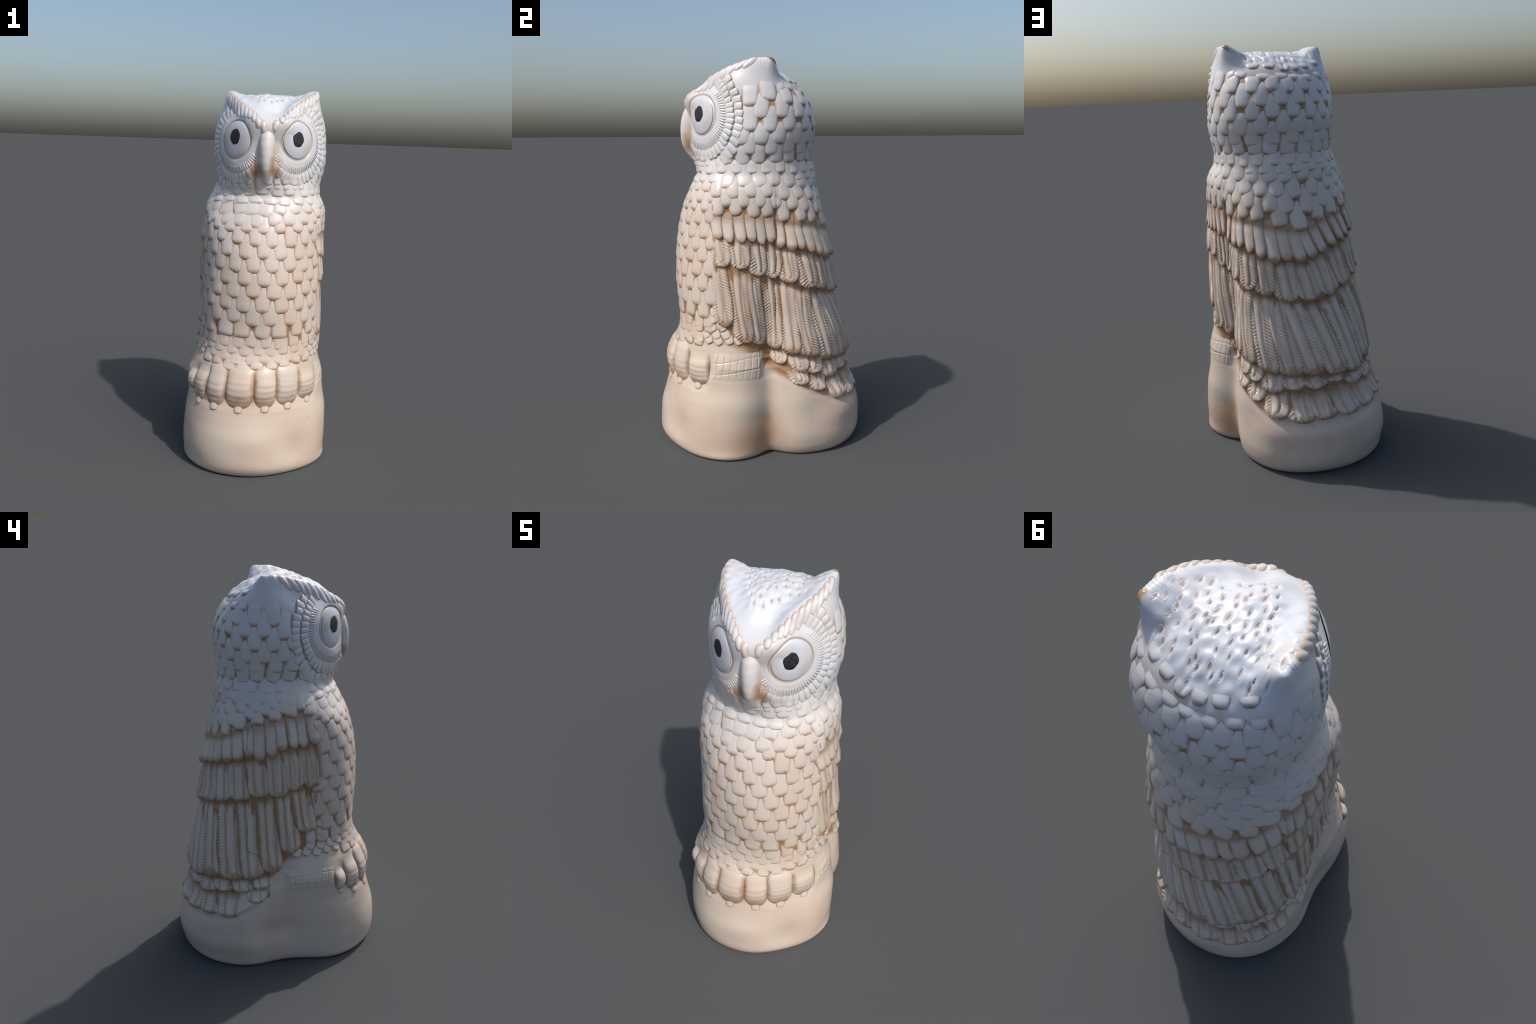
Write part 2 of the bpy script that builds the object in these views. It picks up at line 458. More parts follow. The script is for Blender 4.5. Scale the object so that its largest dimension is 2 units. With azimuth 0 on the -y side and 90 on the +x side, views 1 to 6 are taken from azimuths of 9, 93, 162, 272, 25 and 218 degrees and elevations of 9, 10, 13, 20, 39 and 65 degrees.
def feather_material(name, edge_x=.70, edge_y=.74, edge_amt=.7, shaft=0.0, tone=None, kind="warm", tan=None, vary=.35, root=None):
    """ivory feather, tan where it runs out into the groove (local x across, y along)"""
    m, nt, b = new_mat(name)
    g = G(nt)
    pos = pos_of(g)
    oc = g.n("ShaderNodeTexCoord").outputs["Object"]
    sep = g.n("ShaderNodeSeparateXYZ")
    g.put(sep.inputs[0], oc)
    ax = g.math("ABSOLUTE", sep.outputs[0])
    y = sep.outputs[1]
    wob = g.math("MULTIPLY", g.math("SUBTRACT", g.noise(pos, 28), .5), .35)
    ex = g.ss(g.math("ADD", ax, wob), edge_x, 1.0)
    ey = g.ss(g.math("ADD", y, g.math("MULTIPLY", wob, .7)), edge_y, 1.0)
    e = g.math("MAXIMUM", ex, ey)
    if root:                                   # brown band under the tips of the row above
        e = g.math("MAXIMUM", e, g.ss(g.math("ADD", y, g.math("MULTIPLY", wob, .3)), root[0], root[1], root[2], 0))
    col = ivory(g, pos, kind)
    rnd = g.n("ShaderNodeObjectInfo").outputs["Random"]
    col = g.mix(g.math("MULTIPLY", rnd, vary), col, PEARL)
    if tone:
        col = g.mix(tone[0], col, tone[1])
    if shaft:
        gr = g.math("MULTIPLY", g.ss(ax, .20, .34), g.ss(ax, .38, .55, 1, 0))
        col = g.mix(g.math("MULTIPLY", gr, shaft), col, TAN)
    col = g.mix(g.math("MULTIPLY", e, edge_amt), col, tan or TAN)
    finish(g, b, col, pos)
    return m


def plain_material(name, color, rough=.4, spec=.4, var=None):
    m, nt, b = new_mat(name, rough, spec)
    g = G(nt)
    pos = pos_of(g)
    c = color
    if var:
        c = g.mix(g.ss(g.noise(pos, var[0]), .4, .65), color, var[1])
    else:
        c = g.mix(0.0, color, color)
    g.put(b.inputs["Base Color"], c)
    return m


def pit_material():
    m, nt, b = new_mat("crown_pit_stain", .6, .2)
    g = G(nt)
    pos = pos_of(g)
    oc = g.n("ShaderNodeTexCoord").outputs["Object"]
    sep = g.n("ShaderNodeSeparateXYZ")
    g.put(sep.inputs[0], oc)
    r = g.math("SQRT", g.math("ADD", g.math("POWER", g.math("ABSOLUTE", sep.outputs[0]), 2.0), g.math("POWER", g.math("ABSOLUTE", sep.outputs[1]), 2.0)))
    f = g.ss(g.math("ADD", r, g.math("MULTIPLY", g.math("SUBTRACT", g.noise(pos, 60), .5), .9)), .10, .80, .62, 0)
    rnd = g.n("ShaderNodeObjectInfo").outputs["Random"]
    col = g.mix(f, ivory(g, pos), g.mix(rnd, (.30, .17, .09), (.50, .36, .22)))
    finish(g, b, col, pos)
    return m


MAT_CORE = core_material()
MAT_SCALE = feather_material("scale_feather_ivory", .58, .83, 1.0)
MAT_BREAST = feather_material("breast_feather_ivory", .56, .82, .95)
MAT_HEAD = feather_material("head_feather_ivory", .60, .83, .95, kind="pearl")
MAT_FACE = feather_material("face_feather_ivory", .58, .84, .85, kind="pearl")
MAT_FINGER = feather_material("covert_ivory", .50, .76, .9, root=(.22, .50, .85))
MAT_SECOND = feather_material("secondary_feather_ivory", .74, .84, .85, shaft=.55, tone=(.18, (.47, .375, .29)), root=(.08, .34, .95), tan=(.26, .15, .07))
MAT_TAIL = feather_material("tail_feather_ivory", .74, .80, .9, shaft=.5, tone=(.1, (.47, .375, .29)), root=(.15, .5, .95), tan=(.25, .14, .065))
MAT_FLIGHT = feather_material("flight_feather_ivory", .74, .84, .85, shaft=.55, tone=(.18, (.47, .375, .29)), root=(.04, .17, .95), tan=(.26, .15, .07))
MAT_RAY = feather_material("facial_ray_ivory", .55, .8, .6, kind="pearl")
MAT_BROW = feather_material("brow_ivory", .40, .9, .75, tan=(.42, .24, .115), kind="pearl", root=(.06, .42, .75))
MAT_ANKLE = feather_material("ankle_ivory", edge_amt=0.0, vary=0.0)
MAT_EDGE = feather_material("wing_edge_ivory", .55, 1.2, .6, vary=0.0)
MAT_TOE = feather_material("toe_ivory", .60, .70, .9, tan=(.27, .145, .065), vary=.15)
MAT_CLAW = feather_material("claw_ivory", .5, .8, .7, vary=.15)
MAT_PIT = pit_material()
MAT_EYE = plain_material("eye_shell", (.52, .545, .60), .20, .5, (9, (.52, .50, .50)))
MAT_PUPIL = plain_material("pupil_black", (.012, .012, .014), .5, .4, (90, (.03, .03, .035)))

# ------------------------------------------------------------------ object helpers
COL = bpy.context.scene.collection


def empty(name):
    o = bpy.data.objects.new(name, None)
    COL.objects.link(o)
    return o


def mesh_object(name, V, F, mat, parent, matrix=None, normals=None):
    me = bpy.data.meshes.new(name)
    V = np.asarray(V, np.float32)
    F = np.asarray(F, np.int32)
    k = F.shape[1]
    me.vertices.add(len(V))
    me.vertices.foreach_set("co", V.ravel())
    me.loops.add(F.size)
    me.loops.foreach_set("vertex_index", F.ravel())
    me.polygons.add(len(F))
    me.polygons.foreach_set("loop_start", np.arange(0, F.size, k, dtype=np.int32))
    me.polygons.foreach_set("loop_total", np.full(len(F), k, np.int32))
    me.update(calc_edges=True)
    me.polygons.foreach_set("use_smooth", np.ones(len(F), bool))
    if normals is not None:
        me.normals_split_custom_set_from_vertices(normals.tolist())
    me.materials.append(mat)
    o = bpy.data.objects.new(name, me)
    COL.objects.link(o)
    o.parent = parent
    if matrix is not None:
        import mathutils
        o.matrix_local = mathutils.Matrix(matrix.tolist())
    return o


def grid_faces(nr, nc):
    a = np.arange(nr * nc).reshape(nr, nc)
    return np.stack([a[:-1, :-1], a[:-1, 1:], a[1:, 1:], a[1:, :-1]], -1).reshape(-1, 4)


def spread(n, power):
    """parameters -1..1 that crowd toward both ends"""
    u = np.linspace(-1, 1, n)
    return np.sign(u) * (1 - (1 - np.abs(u))**power)


def relief(name, chart, height, na, nb, mat, parent, half_w, length, y_power=1.5):
    """A carved piece that follows the core: chart(a, b) -> angle, level; height(a, b) -> rise above the core.
    Local axes: x across (-1..1), y along (0..1)."""
    a = spread(na, 1.6)
    b = 1 - (1 - np.linspace(0, 1, nb))**y_power
    A, B = np.meshgrid(a, b)
    th, s = chart(A, B)
    p, n = surf(th, s)
    V = p + n * height(A, B)[..., None]
    # local frame from the piece itself
    th0, s0 = chart(np.array([0., 0., 0., -.5, .5]), np.array([0., 1., .5, .5, .5]))
    q, qn = surf(th0, s0)
    yv = q[1] - q[0]
    L = np.linalg.norm(yv)
    yv = yv / L
    length, half_w = L, max(np.linalg.norm(q[4] - q[3]), .4 * half_w)
    zv = qn[2] - yv * (qn[2] @ yv)
    zv /= np.linalg.norm(zv)
    xv = np.cross(yv, zv)
    if xv @ (q[4] - q[3]) < 0:
        pass
    M = np.eye(4)
    M[:3, 0], M[:3, 1], M[:3, 2], M[:3, 3] = xv * half_w, yv * length, zv * .02, q[0]
    loc = (V.reshape(-1, 3) - q[0]) @ np.stack([xv / half_w, yv / length, zv / .02], 1)
    F = grid_faces(nb, na)
    # keep faces turned outward
    v = V.reshape(-1, 3)
    f0 = F[len(F) // 2 + na // 2]
    if np.cross(v[f0[1]] - v[f0[0]], v[f0[3]] - v[f0[0]]) @ zv < 0:
        F = F[:, ::-1]
    return mesh_object(name, loc, F, mat, parent, M)


def tangent_chart(P0, down, half_w, length, outline, y_shift=0.0, bend=0.0, normal=None):
    """chart for a piece whose root is at P0 and which lies along `down` on the surface"""
    th0, s0 = to_chart(np.array(P0))
    _, n0 = surf(np.array([th0]), np.array([s0]))
    n0 = n0[0] if normal is None else normal
    d = np.array(down, float)
    d = d - n0 * (d @ n0)
    d /= np.linalg.norm(d)
    t = np.cross(d, n0)
    P0 = np.array(P0, float)

    def chart(a, b):
        x = a * half_w * outline(b) + bend * (b * b)
        y = b * length + y_shift
        Q = P0 + x[..., None] * t + y[..., None] * d
        return to_chart(Q)
    return chart


def scale_outline(square=.5, root=.97, power=2.5):
    """half width of a scale along its length: narrow root, full middle, rounded end"""
    def f(b):
        q = np.clip((b - square) / (1 - square), 0, 1)
        return np.minimum(root + (1 - root) * np.sin(np.clip(b / .5, 0, 1) * math.pi / 2), 1) * np.maximum((1 - q**power)**(1 / 2.2), .02)
    return f


def scale_height(lift, dome, sink=.0014, rim=.28, tilt=0.0, aspect=2.2, ramp=1.5, grow=.25):
    def h(a, b):
        e = np.minimum(1 - np.abs(a), (1 - b) * aspect)
        edge = np.sqrt(np.clip(1 - (1 - np.clip(e / rim / 2, 0, 1))**2, 0, 1))
        body = lift * np.clip(b * 1.05, 0, 1)**ramp + dome * (1 - a * a) * smooth(b, 0, .4) + tilt * a
        return -sink + (body + sink) * edge * smooth(b, -.02 + (grow - .25), grow) + 0 * a
    return h


OWL = empty("owl_figurine")
OWL["label"] = "carved cream ivory owl standing upright on a plain pedestal"
OWL["category"] = "owl figurine"

# ------------------------------------------------------------------ core split by region
# label of each face of the core grid
tf = (TT + np.roll(TT, -1, 1)) / 2
tf[:, -1] = TH[-1] + math.pi / NT
fdeg = (np.degrees(tf[:-1]) % 360)
fs = ((SS[:-1] + SS[1:]) / 2)
fr, fl = wing_edges(fs)
f_wing = (((fdeg - fr + 180) % 360 - 180 > 0) & ((fl - fdeg + 180) % 360 - 180 > 0)) | (fdeg > 20) & (fdeg < 160)
fP = P[:-1]
label = np.full(fs.shape, "torso", dtype=object)
label[f_wing & (fs < 1.42) & (fdeg < 92) | f_wing & (fs < 1.42) & (fdeg > 300)] = "wing"
label[f_wing & (fs < 1.42) & (fdeg >= 92) & (fdeg < 230)] = "wing.001"
label[(fs < TIER_C(tf[:-1])) & (fdeg > 8) & (fdeg < 184)] = "tail"
label[fs >= 1.40] = "neck"
label[fs >= 1.465] = "head"
for nm, tip in (("ear", RIDGE_R[-1]), ("ear.001", RIDGE_L[-1])):
    q = np.linalg.norm(fP - tip, axis=-1)
    label[(q < .10) & (fs > 1.72)] = nm
toe_band = (fdeg > 222) & (fdeg < 328) | (fdeg >= 328) | (fdeg < 8) | (fdeg > 184) & (fdeg <= 222)
label[toe_band & (fs < .56) & (fdeg > 274 ) | (fdeg < 8) & (fs < .56)] = "foot"
label[(fdeg > 184) & (fdeg <= 274) & (fs < .56)] = "foot.001"
label[fs < BASE_TOP(tf[:-1])] = "pedestal"

PART = {}
GF = np.arange(NS * NT).reshape(NS, NT)
ALLF = np.stack([GF[:-1], np.roll(GF, -1, 1)[:-1], np.roll(GF, -1, 1)[1:], GF[1:]], -1)
PV, PN = P.reshape(-1, 3), NRM.reshape(-1, 3)
for nm in ("head", "neck", "torso", "wing", "wing.001", "tail", "foot", "foot.001", "pedestal", "ear", "ear.001"):
    F = ALLF[label == nm]
    used, inv = np.unique(F, return_inverse=True)
    F = inv.reshape(-1, 4)
    V, N = PV[used], PN[used]
    if nm == "pedestal":                       # flat underside
        ring = np.searchsorted(used, GF[0])
        c = len(V)
        V = np.vstack([V, [[P[0, :, 0].mean(), P[0, :, 1].mean(), 0.0]]])
        N = np.vstack([N, [[0, 0, -1]]])
        r2 = np.roll(ring, -1)
        F = np.vstack([F, np.stack([r2, ring, np.full(NT, c), np.full(NT, c)], -1)])
        tri = F[-NT:, :3]
        F = F[:-NT]
    if nm == "head":                           # close the crown
        ring = np.searchsorted(used, GF[-1])
        c = len(V)
        V = np.vstack([V, [P[-1].mean(0)]])
        N = np.vstack([N, [[0, 0, 1]]])
        cap = np.stack([ring, np.roll(ring, -1), np.full(NT, c)], -1)
        tri = cap
    parent = OWL if not nm.startswith("ear") else PART["head"]
    o = mesh_object(nm.split(".")[0], V, F, MAT_CORE, parent, None, None)
    if nm in ("pedestal", "head"):
        me = o.data
        import bmesh
        bm = bmesh.new()
        bm.from_mesh(me)
        bm.verts.ensure_lookup_table()
        for t in tri:
            f = bm.faces.new([bm.verts[i] for i in t])
            f.smooth = nm == "head"
        bm.to_mesh(me)
        bm.free()
    o.data.normals_split_custom_set_from_vertices(N.tolist())
    PART[nm] = o


def jit(v):
    return rng.uniform(-v, v)


def down_at(th, s, lean=0.0):
    """downhill direction on the body, turned sideways by lean (radians)"""
    p, _ = surf(np.array([th, th]), np.array([s, s - .01]))
    d = p[1] - p[0]
    d /= np.linalg.norm(d)
    side = np.array([-math.sin(th), math.cos(th), 0])
    return d * math.cos(lean) + side * math.sin(lean)


def scale(name, th, s_tip, half_w, length, lift, dome, mat, parent, lean=0.0, square=.45, root=.96, tilt=0.0, res=15, grow=.25):
    """one scale feather whose tip is at (th, s_tip)"""
    p, n = surf(np.array([th]), np.array([s_tip]))
    d = down_at(th, s_tip, lean)
    P0 = p[0] - d * length
    ch = tangent_chart(P0, d, half_w, length, scale_outline(square, root))
    return relief(name, ch, scale_height(lift, dome, tilt=tilt, grow=grow), res, res, mat, parent, half_w, length)


# ------------------------------------------------------------------ breast feathers
ROWS = [1.405, 1.355, 1.300, 1.245, 1.185, 1.125, 1.062, .998, .930, .860, .790, .722, .668, .630, .598, .572]
for k, s in enumerate(ROWS):
    r_e, l_e = wing_edges(s)
    lo, hi = l_e - 2, 360 + r_e + 2
    step = 13.4 if s > .7 else (10.5 if s > .65 else 9.5)
    if s < .7:
        lo, hi = (l_e + 4, 360 + r_e - 4)
    if s < .61:
        lo, hi = 236, 314
    n = int((hi - lo) / step)
    for i in range(n + 1):
        a = 271 + (i - n / 2) * step + (step / 2 if (k + n) % 2 else 0)
        if not lo < a < hi:
            continue
        sag = -.010 * math.cos(math.radians(a - 271) * 1.6) + (.012 * (abs(a - 271) / 40)**2 if s < .64 else 0)
        th = math.radians(a + jit(.8))
        r = float(core_radius(np.array(th), np.array(s)))
        hw = r * math.radians(step) / 2 * (.99 + jit(.05))
        low = s < .68
        scale("breast_feather", th, s + sag + jit(.006), hw, .170 if not low else .11, 0.0072 if not low else .005, .0038 if not low else .003,
              MAT_BREAST if s > .95 else MAT_SCALE, PART["torso"], lean=jit(.10), square=.77 + jit(.06))
# small pointed scales running down the flanks to the feet
for side in (0, 1):
    for k, s in enumerate((.74, .70, .66, .625, .595)):
        r_e, l_e = wing_edges(s)
        for i in range(5):
            a = (360 + r_e - 4 - i * 8.0 - (k % 2) * 4) if side == 0 else (l_e + 4 + i * 8.0 + (k % 2) * 4)
            if s > .69 and i > 0 or s > .65 and i > 1:
                continue
            if 236 < a < 316:
                continue
            th = math.radians(a)
            scale("breast_feather", th, s + jit(.004), .027, .055, .006, .003, MAT_SCALE, PART["torso"], lean=(.5 if side == 0 else -.5) + jit(.1), square=.3, res=11)

# ------------------------------------------------------------------ neck ruff and wing scales, all round
for k, s in enumerate((1.448, 1.412)):
    n = 25
    for i in range(n):
        th = math.radians((i + .5 * (k % 2) + jit(.08)) * 360 / n)
        r = float(core_radius(np.array(th), np.array(s)))
        scale("neck_feather", th, s - .008 + jit(.006), r * math.pi / n * .99, .085, .011, .005, MAT_BREAST, PART["neck"], lean=jit(.12), square=.5)
for k in range(4):
    n = 24
    for i in range(n):
        th = math.radians((i + .5 * (k % 2) + jit(.08)) * 360 / n)
        f = k * .28
        s = float(TIER_S(np.array(th))) * (1 - f) + 1.40 * f
        r_e, l_e = wing_edges(s)
        a = math.degrees(th) % 360
        if l_e - 1 < a < 360 + r_e + 1:
            continue
        r = float(core_radius(np.array(th), np.array(s)))
        scale("shoulder_feather", th, s + jit(.006), r * math.pi / n * 1.0, .165, .0088, .007, MAT_SCALE, PART["wing" if a < 92 or a > 300 else "wing.001"],
              lean=jit(.12) + (.15 if a < 92 or a > 300 else -.15), square=.62 + jit(.06))


# rounded front edge of each wing, from the shoulder down
for side, part in ((1, "wing"), (-1, "wing.001")):
    def chart(a, b, side=side):
        s = 1.425 - (1.425 - .82) * b
        r_e, l_e = wing_edges(s)
        mid = np.radians(r_e + 2.2 if side > 0 else l_e - 2.2)
        return mid + np.radians(1.0) * np.sin(b * 23) * .4 + a * np.radians(2.6 - .8 * b), s

    def height(a, b):
        ends = smooth(b, 0, .08) * smooth(1 - b, 0, .10)
        return -.004 + (.015 - .005 * b + .0025 * np.sin(b * 31)) * np.sqrt(np.clip(1 - a * a, 0, 1)) * ends
    relief("wing_edge", chart, height, 17, 90, MAT_EDGE, PART[part], .018, .60, 1.0)


# ------------------------------------------------------------------ wing tiers
def tier(name, top, bottom, step, lift, dome, lean, mat, lo=-33, hi=219, barbs=True, root_lift=0.0, over=.03, na=43, nb=64, overlap=1.38, tips=1.0):
    n = int(round((hi - lo) / step))
    st = (hi - lo) / n
    for i in range(n):
        a0 = lo + (i + .5) * st + jit(st * .08)
        right = a0 < 92
        ln = lean * float(np.interp(a0, [-33, 0, 45, 70, 92, 112, 135, 160, 180, 212], [9, 8, 8, 12, 15, 13, 9, 4, 2, 4]))
        th_b = math.radians(a0)
        th_t = th_b - math.radians(ln)
        s_b = float(bottom(np.array(th_b))) + jit(.014) * tips
        s_t = float(top(np.array(th_t))) + over
        if s_t - s_b < .03:
            s_t = s_b + .05
        half = math.radians(st) / 2 * overlap
        length = s_t - s_b
        out = scale_outline(1 - min(.6, .062 / length), .98, 2.0)
        r0 = float(core_radius(np.array(th_b), np.array((s_b + s_t) / 2)))
        phase, freq = rng.uniform(0, 6), rng.uniform(.95, 1.1)
        rib = rng.uniform(.85, 1.15)
        off = rng.uniform(-.12, .12)
        tilt = .0045 * (1 if right else -1)

        def chart(a, b, th_t=th_t, th_b=th_b, s_t=s_t, s_b=s_b, half=half, out=out, bow=rng.uniform(-.25, .25), wav=rng.uniform(.02, .08), wph=rng.uniform(0, 6)):
            c = th_t + (th_b - th_t) * b + bow * half * np.sin(b * math.pi) + wav * half * np.sin(b * 7 + wph)
            return c + a * half * out(b) * (1.04 - .14 * b), s_t + (s_b - s_t) * b

        base_h = scale_height(lift, dome, tilt=tilt, rim=.14, aspect=2 * length / (r0 * half))

        def height(a, b, length=length, phase=phase, freq=freq, rib=rib, off=off):
            h = base_h(a, b)
            if barbs:
                x = a - off
                inner = smooth(1 - np.abs(a), .0, .15) * smooth(1 - b, .0, .04)
                end = smooth((1 - b) * length, .022, .035)
                wsh = (.24 - .11 * b) * rib
                shaft = np.exp(-(x / wsh)**4) * end
                grooves = np.exp(-((np.abs(x) - wsh - .10) / .07)**2) * end
                lines = np.sin(PI2 * freq * (b * length - .032 * np.abs(x)) / .0150 + phase) * (.6 + .4 * np.sin(b * length * 55 + phase * 3))
                h = h + inner * (.0048 * shaft - .0034 * grooves + 0.0026 * lines * smooth(np.abs(x), wsh + .08, wsh + .22))
            return h
        p2, _ = surf(np.array([th_b]), np.array([(s_b + s_t) / 2]))
        r = float(core_radius(np.array(th_b), np.array(s_b)))
        relief(name, chart, height, na, nb, mat, PART["wing" if right else "wing.001"] if name != "tail_feather" else PART["tail"], r * half, max(length, .03), 1.25)


tier("covert_feather", TIER_S, TIER_A, 8.9, .011, .008, .55, MAT_FINGER, barbs=False, na=17, nb=30, over=.055)
tier("secondary_feather", TIER_A, TIER_B, 14.6, .010, .004, .5, MAT_SECOND, lo=-33, hi=220, over=.02, nb=56)
tier("flight_feather", TIER_B, TIER_C, 14.2, .010, .005, 1.0, MAT_FLIGHT, lo=-30, hi=214, over=.02, nb=130)
tier("tail_feather", TIER_C, TIER_D, 13.5, .009, .005, .25, MAT_TAIL, lo=20, hi=178, over=.02, nb=36)
tier("tail_feather", TIER_D, TIER_E, 14.0, .009, .005, .25, MAT_TAIL, lo=34, hi=172, over=.02, nb=36)

# ------------------------------------------------------------------ back of the head
def near_eye(th, s):
    p, _ = surf(np.array([th]), np.array([s]))
    return min(np.linalg.norm(p[0] - EYE_R), np.linalg.norm(p[0] - EYE_L))


for k, s in enumerate((1.782, 1.748, 1.714, 1.678, 1.640, 1.590, 1.540, 1.490)):
    n = 20 if s > 1.5 else 23
    for i in range(n):
        a = (i + .5 * (k % 2) + jit(.07)) * 360 / n
        th = math.radians(a)
        lim = .268 if s < 1.62 else .252
        if near_eye(th, s) < lim + .0 or 207 < a < 336 and s > 1.5:
            continue
        if min(np.linalg.norm(surf(np.array([th]), np.array([s]))[0][0] - RIDGE_R[-1]), np.linalg.norm(surf(np.array([th]), np.array([s]))[0][0] - RIDGE_L[-1])) < (.115 if not 30 < a < 160 else .10):
            continue
        if s > 1.73 and not 22 < a < 168:
            continue
        p, _ = surf(np.array([th]), np.array([s]))
        r = math.hypot(p[0][0] - .035, p[0][1] + .01)
        ln = .13 if s > 1.72 else .16 if s > 1.6 else .13
        scale("head_feather", th, s - .004 + jit(.004), r * math.pi / n * 1.0, ln, .0065 if s < 1.72 else .0045, .004 if s < 1.72 else .0025, MAT_HEAD, PART["head"], lean=jit(.12), square=.60 + jit(.06), grow=.80 if s > 1.73 else .5 if s > 1.70 else .25)

# small feathers of the chin, between the facial discs and the ruff
for k, s in enumerate((1.535, 1.50, 1.472)):
    n = (5, 8, 10)[k]
    for i in range(n):
        th = math.radians(275 + (i - (n - 1) / 2) * 8.6 + jit(.8))
        if k == 0:
            continue
        scale("chin_feather", th, s + jit(.004), .0240, .065, .009, .004, MAT_FACE, PART["head"], lean=jit(.1), square=.55, res=11)

# ------------------------------------------------------------------ facial discs
FACE = {0: EYE_R, 1: EYE_L}
for side, E in FACE.items():
    th_e, s_e = to_chart(E)
    Ep, En = surf(np.array([th_e]), np.array([s_e]))
    E0, En = Ep[0], np.array([.70, -.71, .05]) if side == 0 else np.array([-.58, -.81, .05])
    En /= np.linalg.norm(En)
    up = np.array([0, 0, 1.]) - En * En[2]
    up /= np.linalg.norm(up)
    rt = np.cross(up, En) * -1                 # toward the viewer's right when seen from outside
    rt = np.cross(En, up) * -1
    outward = rt if (rt @ np.array([1, 0, 0]) > 0) == (side == 0) else -rt
    # outward: away from the beak

    def on_face(ang, r):
        q = E0 + (outward * math.cos(ang) + up * math.sin(ang)) * r
        th, s = to_chart(q)
        return float(th), float(s), (outward * math.cos(ang) + up * math.sin(ang))

    def ray(name, ang, r0, r1, half_w, lift, dome, mat, square=.6):
        th, s, d = on_face(ang, r0)
        p, _ = surf(np.array([th]), np.array([s]))
        th1, s1, _ = on_face(ang, r1)
        p1, _ = surf(np.array([th1]), np.array([s1]))
        dirv = p1[0] - p[0]
        ln = np.linalg.norm(dirv)
        ch = tangent_chart(p[0], dirv, half_w, ln, scale_outline(square, .8))
        relief(name, ch, scale_height(lift, dome, sink=.001, rim=.25, ramp=.6), 11, 11, mat, PART["head"], half_w, ln)

    a = 48.0
    while a > -150:
        ray("facial_ray", math.radians(a), .126, .176 + jit(.004), .0068, .0014, .0022, MAT_RAY)
        a -= 5.2
    a = 60.0
    while a > -128:
        ray("facial_feather", math.radians(a), .164, .234 + jit(.006), .0170, .0050, .004, MAT_FACE, .78)
        a -= 8.6 + jit(.7)
    a = 52.0
    while a > -104:
        ray("facial_feather", math.radians(a), .224, .308 + jit(.010), .0215, .0060, .0045, MAT_FACE, .78)
        a -= 8.8 + jit(.8)

    # brow strands hanging from the ridge toward the eye
    R = RIDGE_R if side == 0 else RIDGE_L
    seg = np.linalg.norm(np.diff(R, axis=0), axis=1)
    cum = np.concatenate([[0], np.cumsum(seg)])
    m = 12
    for i in range(m):
        t = (i + 1.3) / m * cum[-1] * .88
        q = np.array([np.interp(t, cum, R[:, c]) for c in range(3)])
        th, s = to_chart(q)
        f = t / cum[-1]
        d = np.array([(-.30 if side == 0 else .35) * (1 - .6 * f), -(.25 + .9 * f * f), -1.0])
        d /= np.linalg.norm(d)
        p, _ = surf(np.array([float(th)]), np.array([float(s)]))
        ln = .125 - .02 * abs(f - .5) + jit(.010)
        room = np.linalg.norm(p[0] - E0) - .088
        if f < .6:
            ln = max(min(ln, room), .05)
        te, se = to_chart(p[0] + d * ln)
        end, _ = surf(np.array([float(te)]), np.array([float(se)]))
        out_dir = (p[0] + end[0]) / 2 - np.array([.035, -.01, HEAD_Z])
        chord = end[0] - p[0]
        out_dir -= chord * (out_dir @ chord) / (chord @ chord)
        out_dir /= np.linalg.norm(out_dir)
        ln = np.linalg.norm(chord)
        start = p[0] + chord / ln * .003
        ch = tangent_chart(start, chord, .0190, ln, lambda b: np.sin(np.clip(b * .88 + .08, 0, 1) * math.pi)**.7, bend=-.006 if side == 0 else .006, normal=out_dir)
        relief("brow_strand", ch, scale_height(.003, .0045, sink=.0015, rim=.55, ramp=.7), 13, 25, MAT_BROW, PART["head"], .0190, ln)

    # eye: shell dome in its groove, with a black pupil
    NR, NC = 26, 64
    tilt_up = up
    rr = np.sin(np.linspace(0, 1, NR) * math.pi / 2)
    aa = np.arange(NC) / NC * PI2
    RR, AA = np.meshgrid(rr, aa, indexing="ij")
    rx, ry = .089, .093

    def eye_surface(u, v, lift=0.0):
        q = np.clip(np.hypot(u / rx, v / ry), 0, 1)
        flat = E0 + outward * u[..., None] + up * v[..., None]
        tb, sb = to_chart(flat)
        sp, _ = surf(tb, sb)
        w = ((sp - E0) @ En) * smooth(q, .4, 1.0) * .6
        rise = .011 * np.sqrt(np.clip(1 - (q * .985)**2.2, 0, 1)) - .003
        return flat + En * (w + rise + lift)[..., None]

    V = eye_surface(RR * np.cos(AA) * rx, RR * np.sin(AA) * ry)
    Fq = []
    idx = np.arange(NR * NC).reshape(NR, NC)
    F = np.stack([idx[:-1], np.roll(idx, -1, 1)[:-1], np.roll(idx, -1, 1)[1:], idx[1:]], -1).reshape(-1, 4)
    if side == 1:
        pass
    n_test = np.cross(V[1, 1] - V[5, 1], V[5, 4] - V[5, 1])
    f0 = F[5 * NC + 3]
    vv = V.reshape(-1, 3)
    if np.cross(vv[f0[1]] - vv[f0[0]], vv[f0[3]] - vv[f0[0]]) @ En < 0:
        F = F[:, ::-1]
    eye = mesh_object("eye", vv, F, MAT_EYE, PART["head"])
    # pupil: rounded hexagonal disc painted in a shallow drilling
    pc = np.array([.224, -.271, 1.737]) if side == 0 else np.array([-.094, -.300, 1.741])
    off_u, off_v = (pc - E0) @ outward, (pc - E0) @ up
    pr = .040
    rad_p = pr * (1 + .022 * np.cos(6 * aa + 1) + .02 * np.cos(3 * aa))
    rows = []
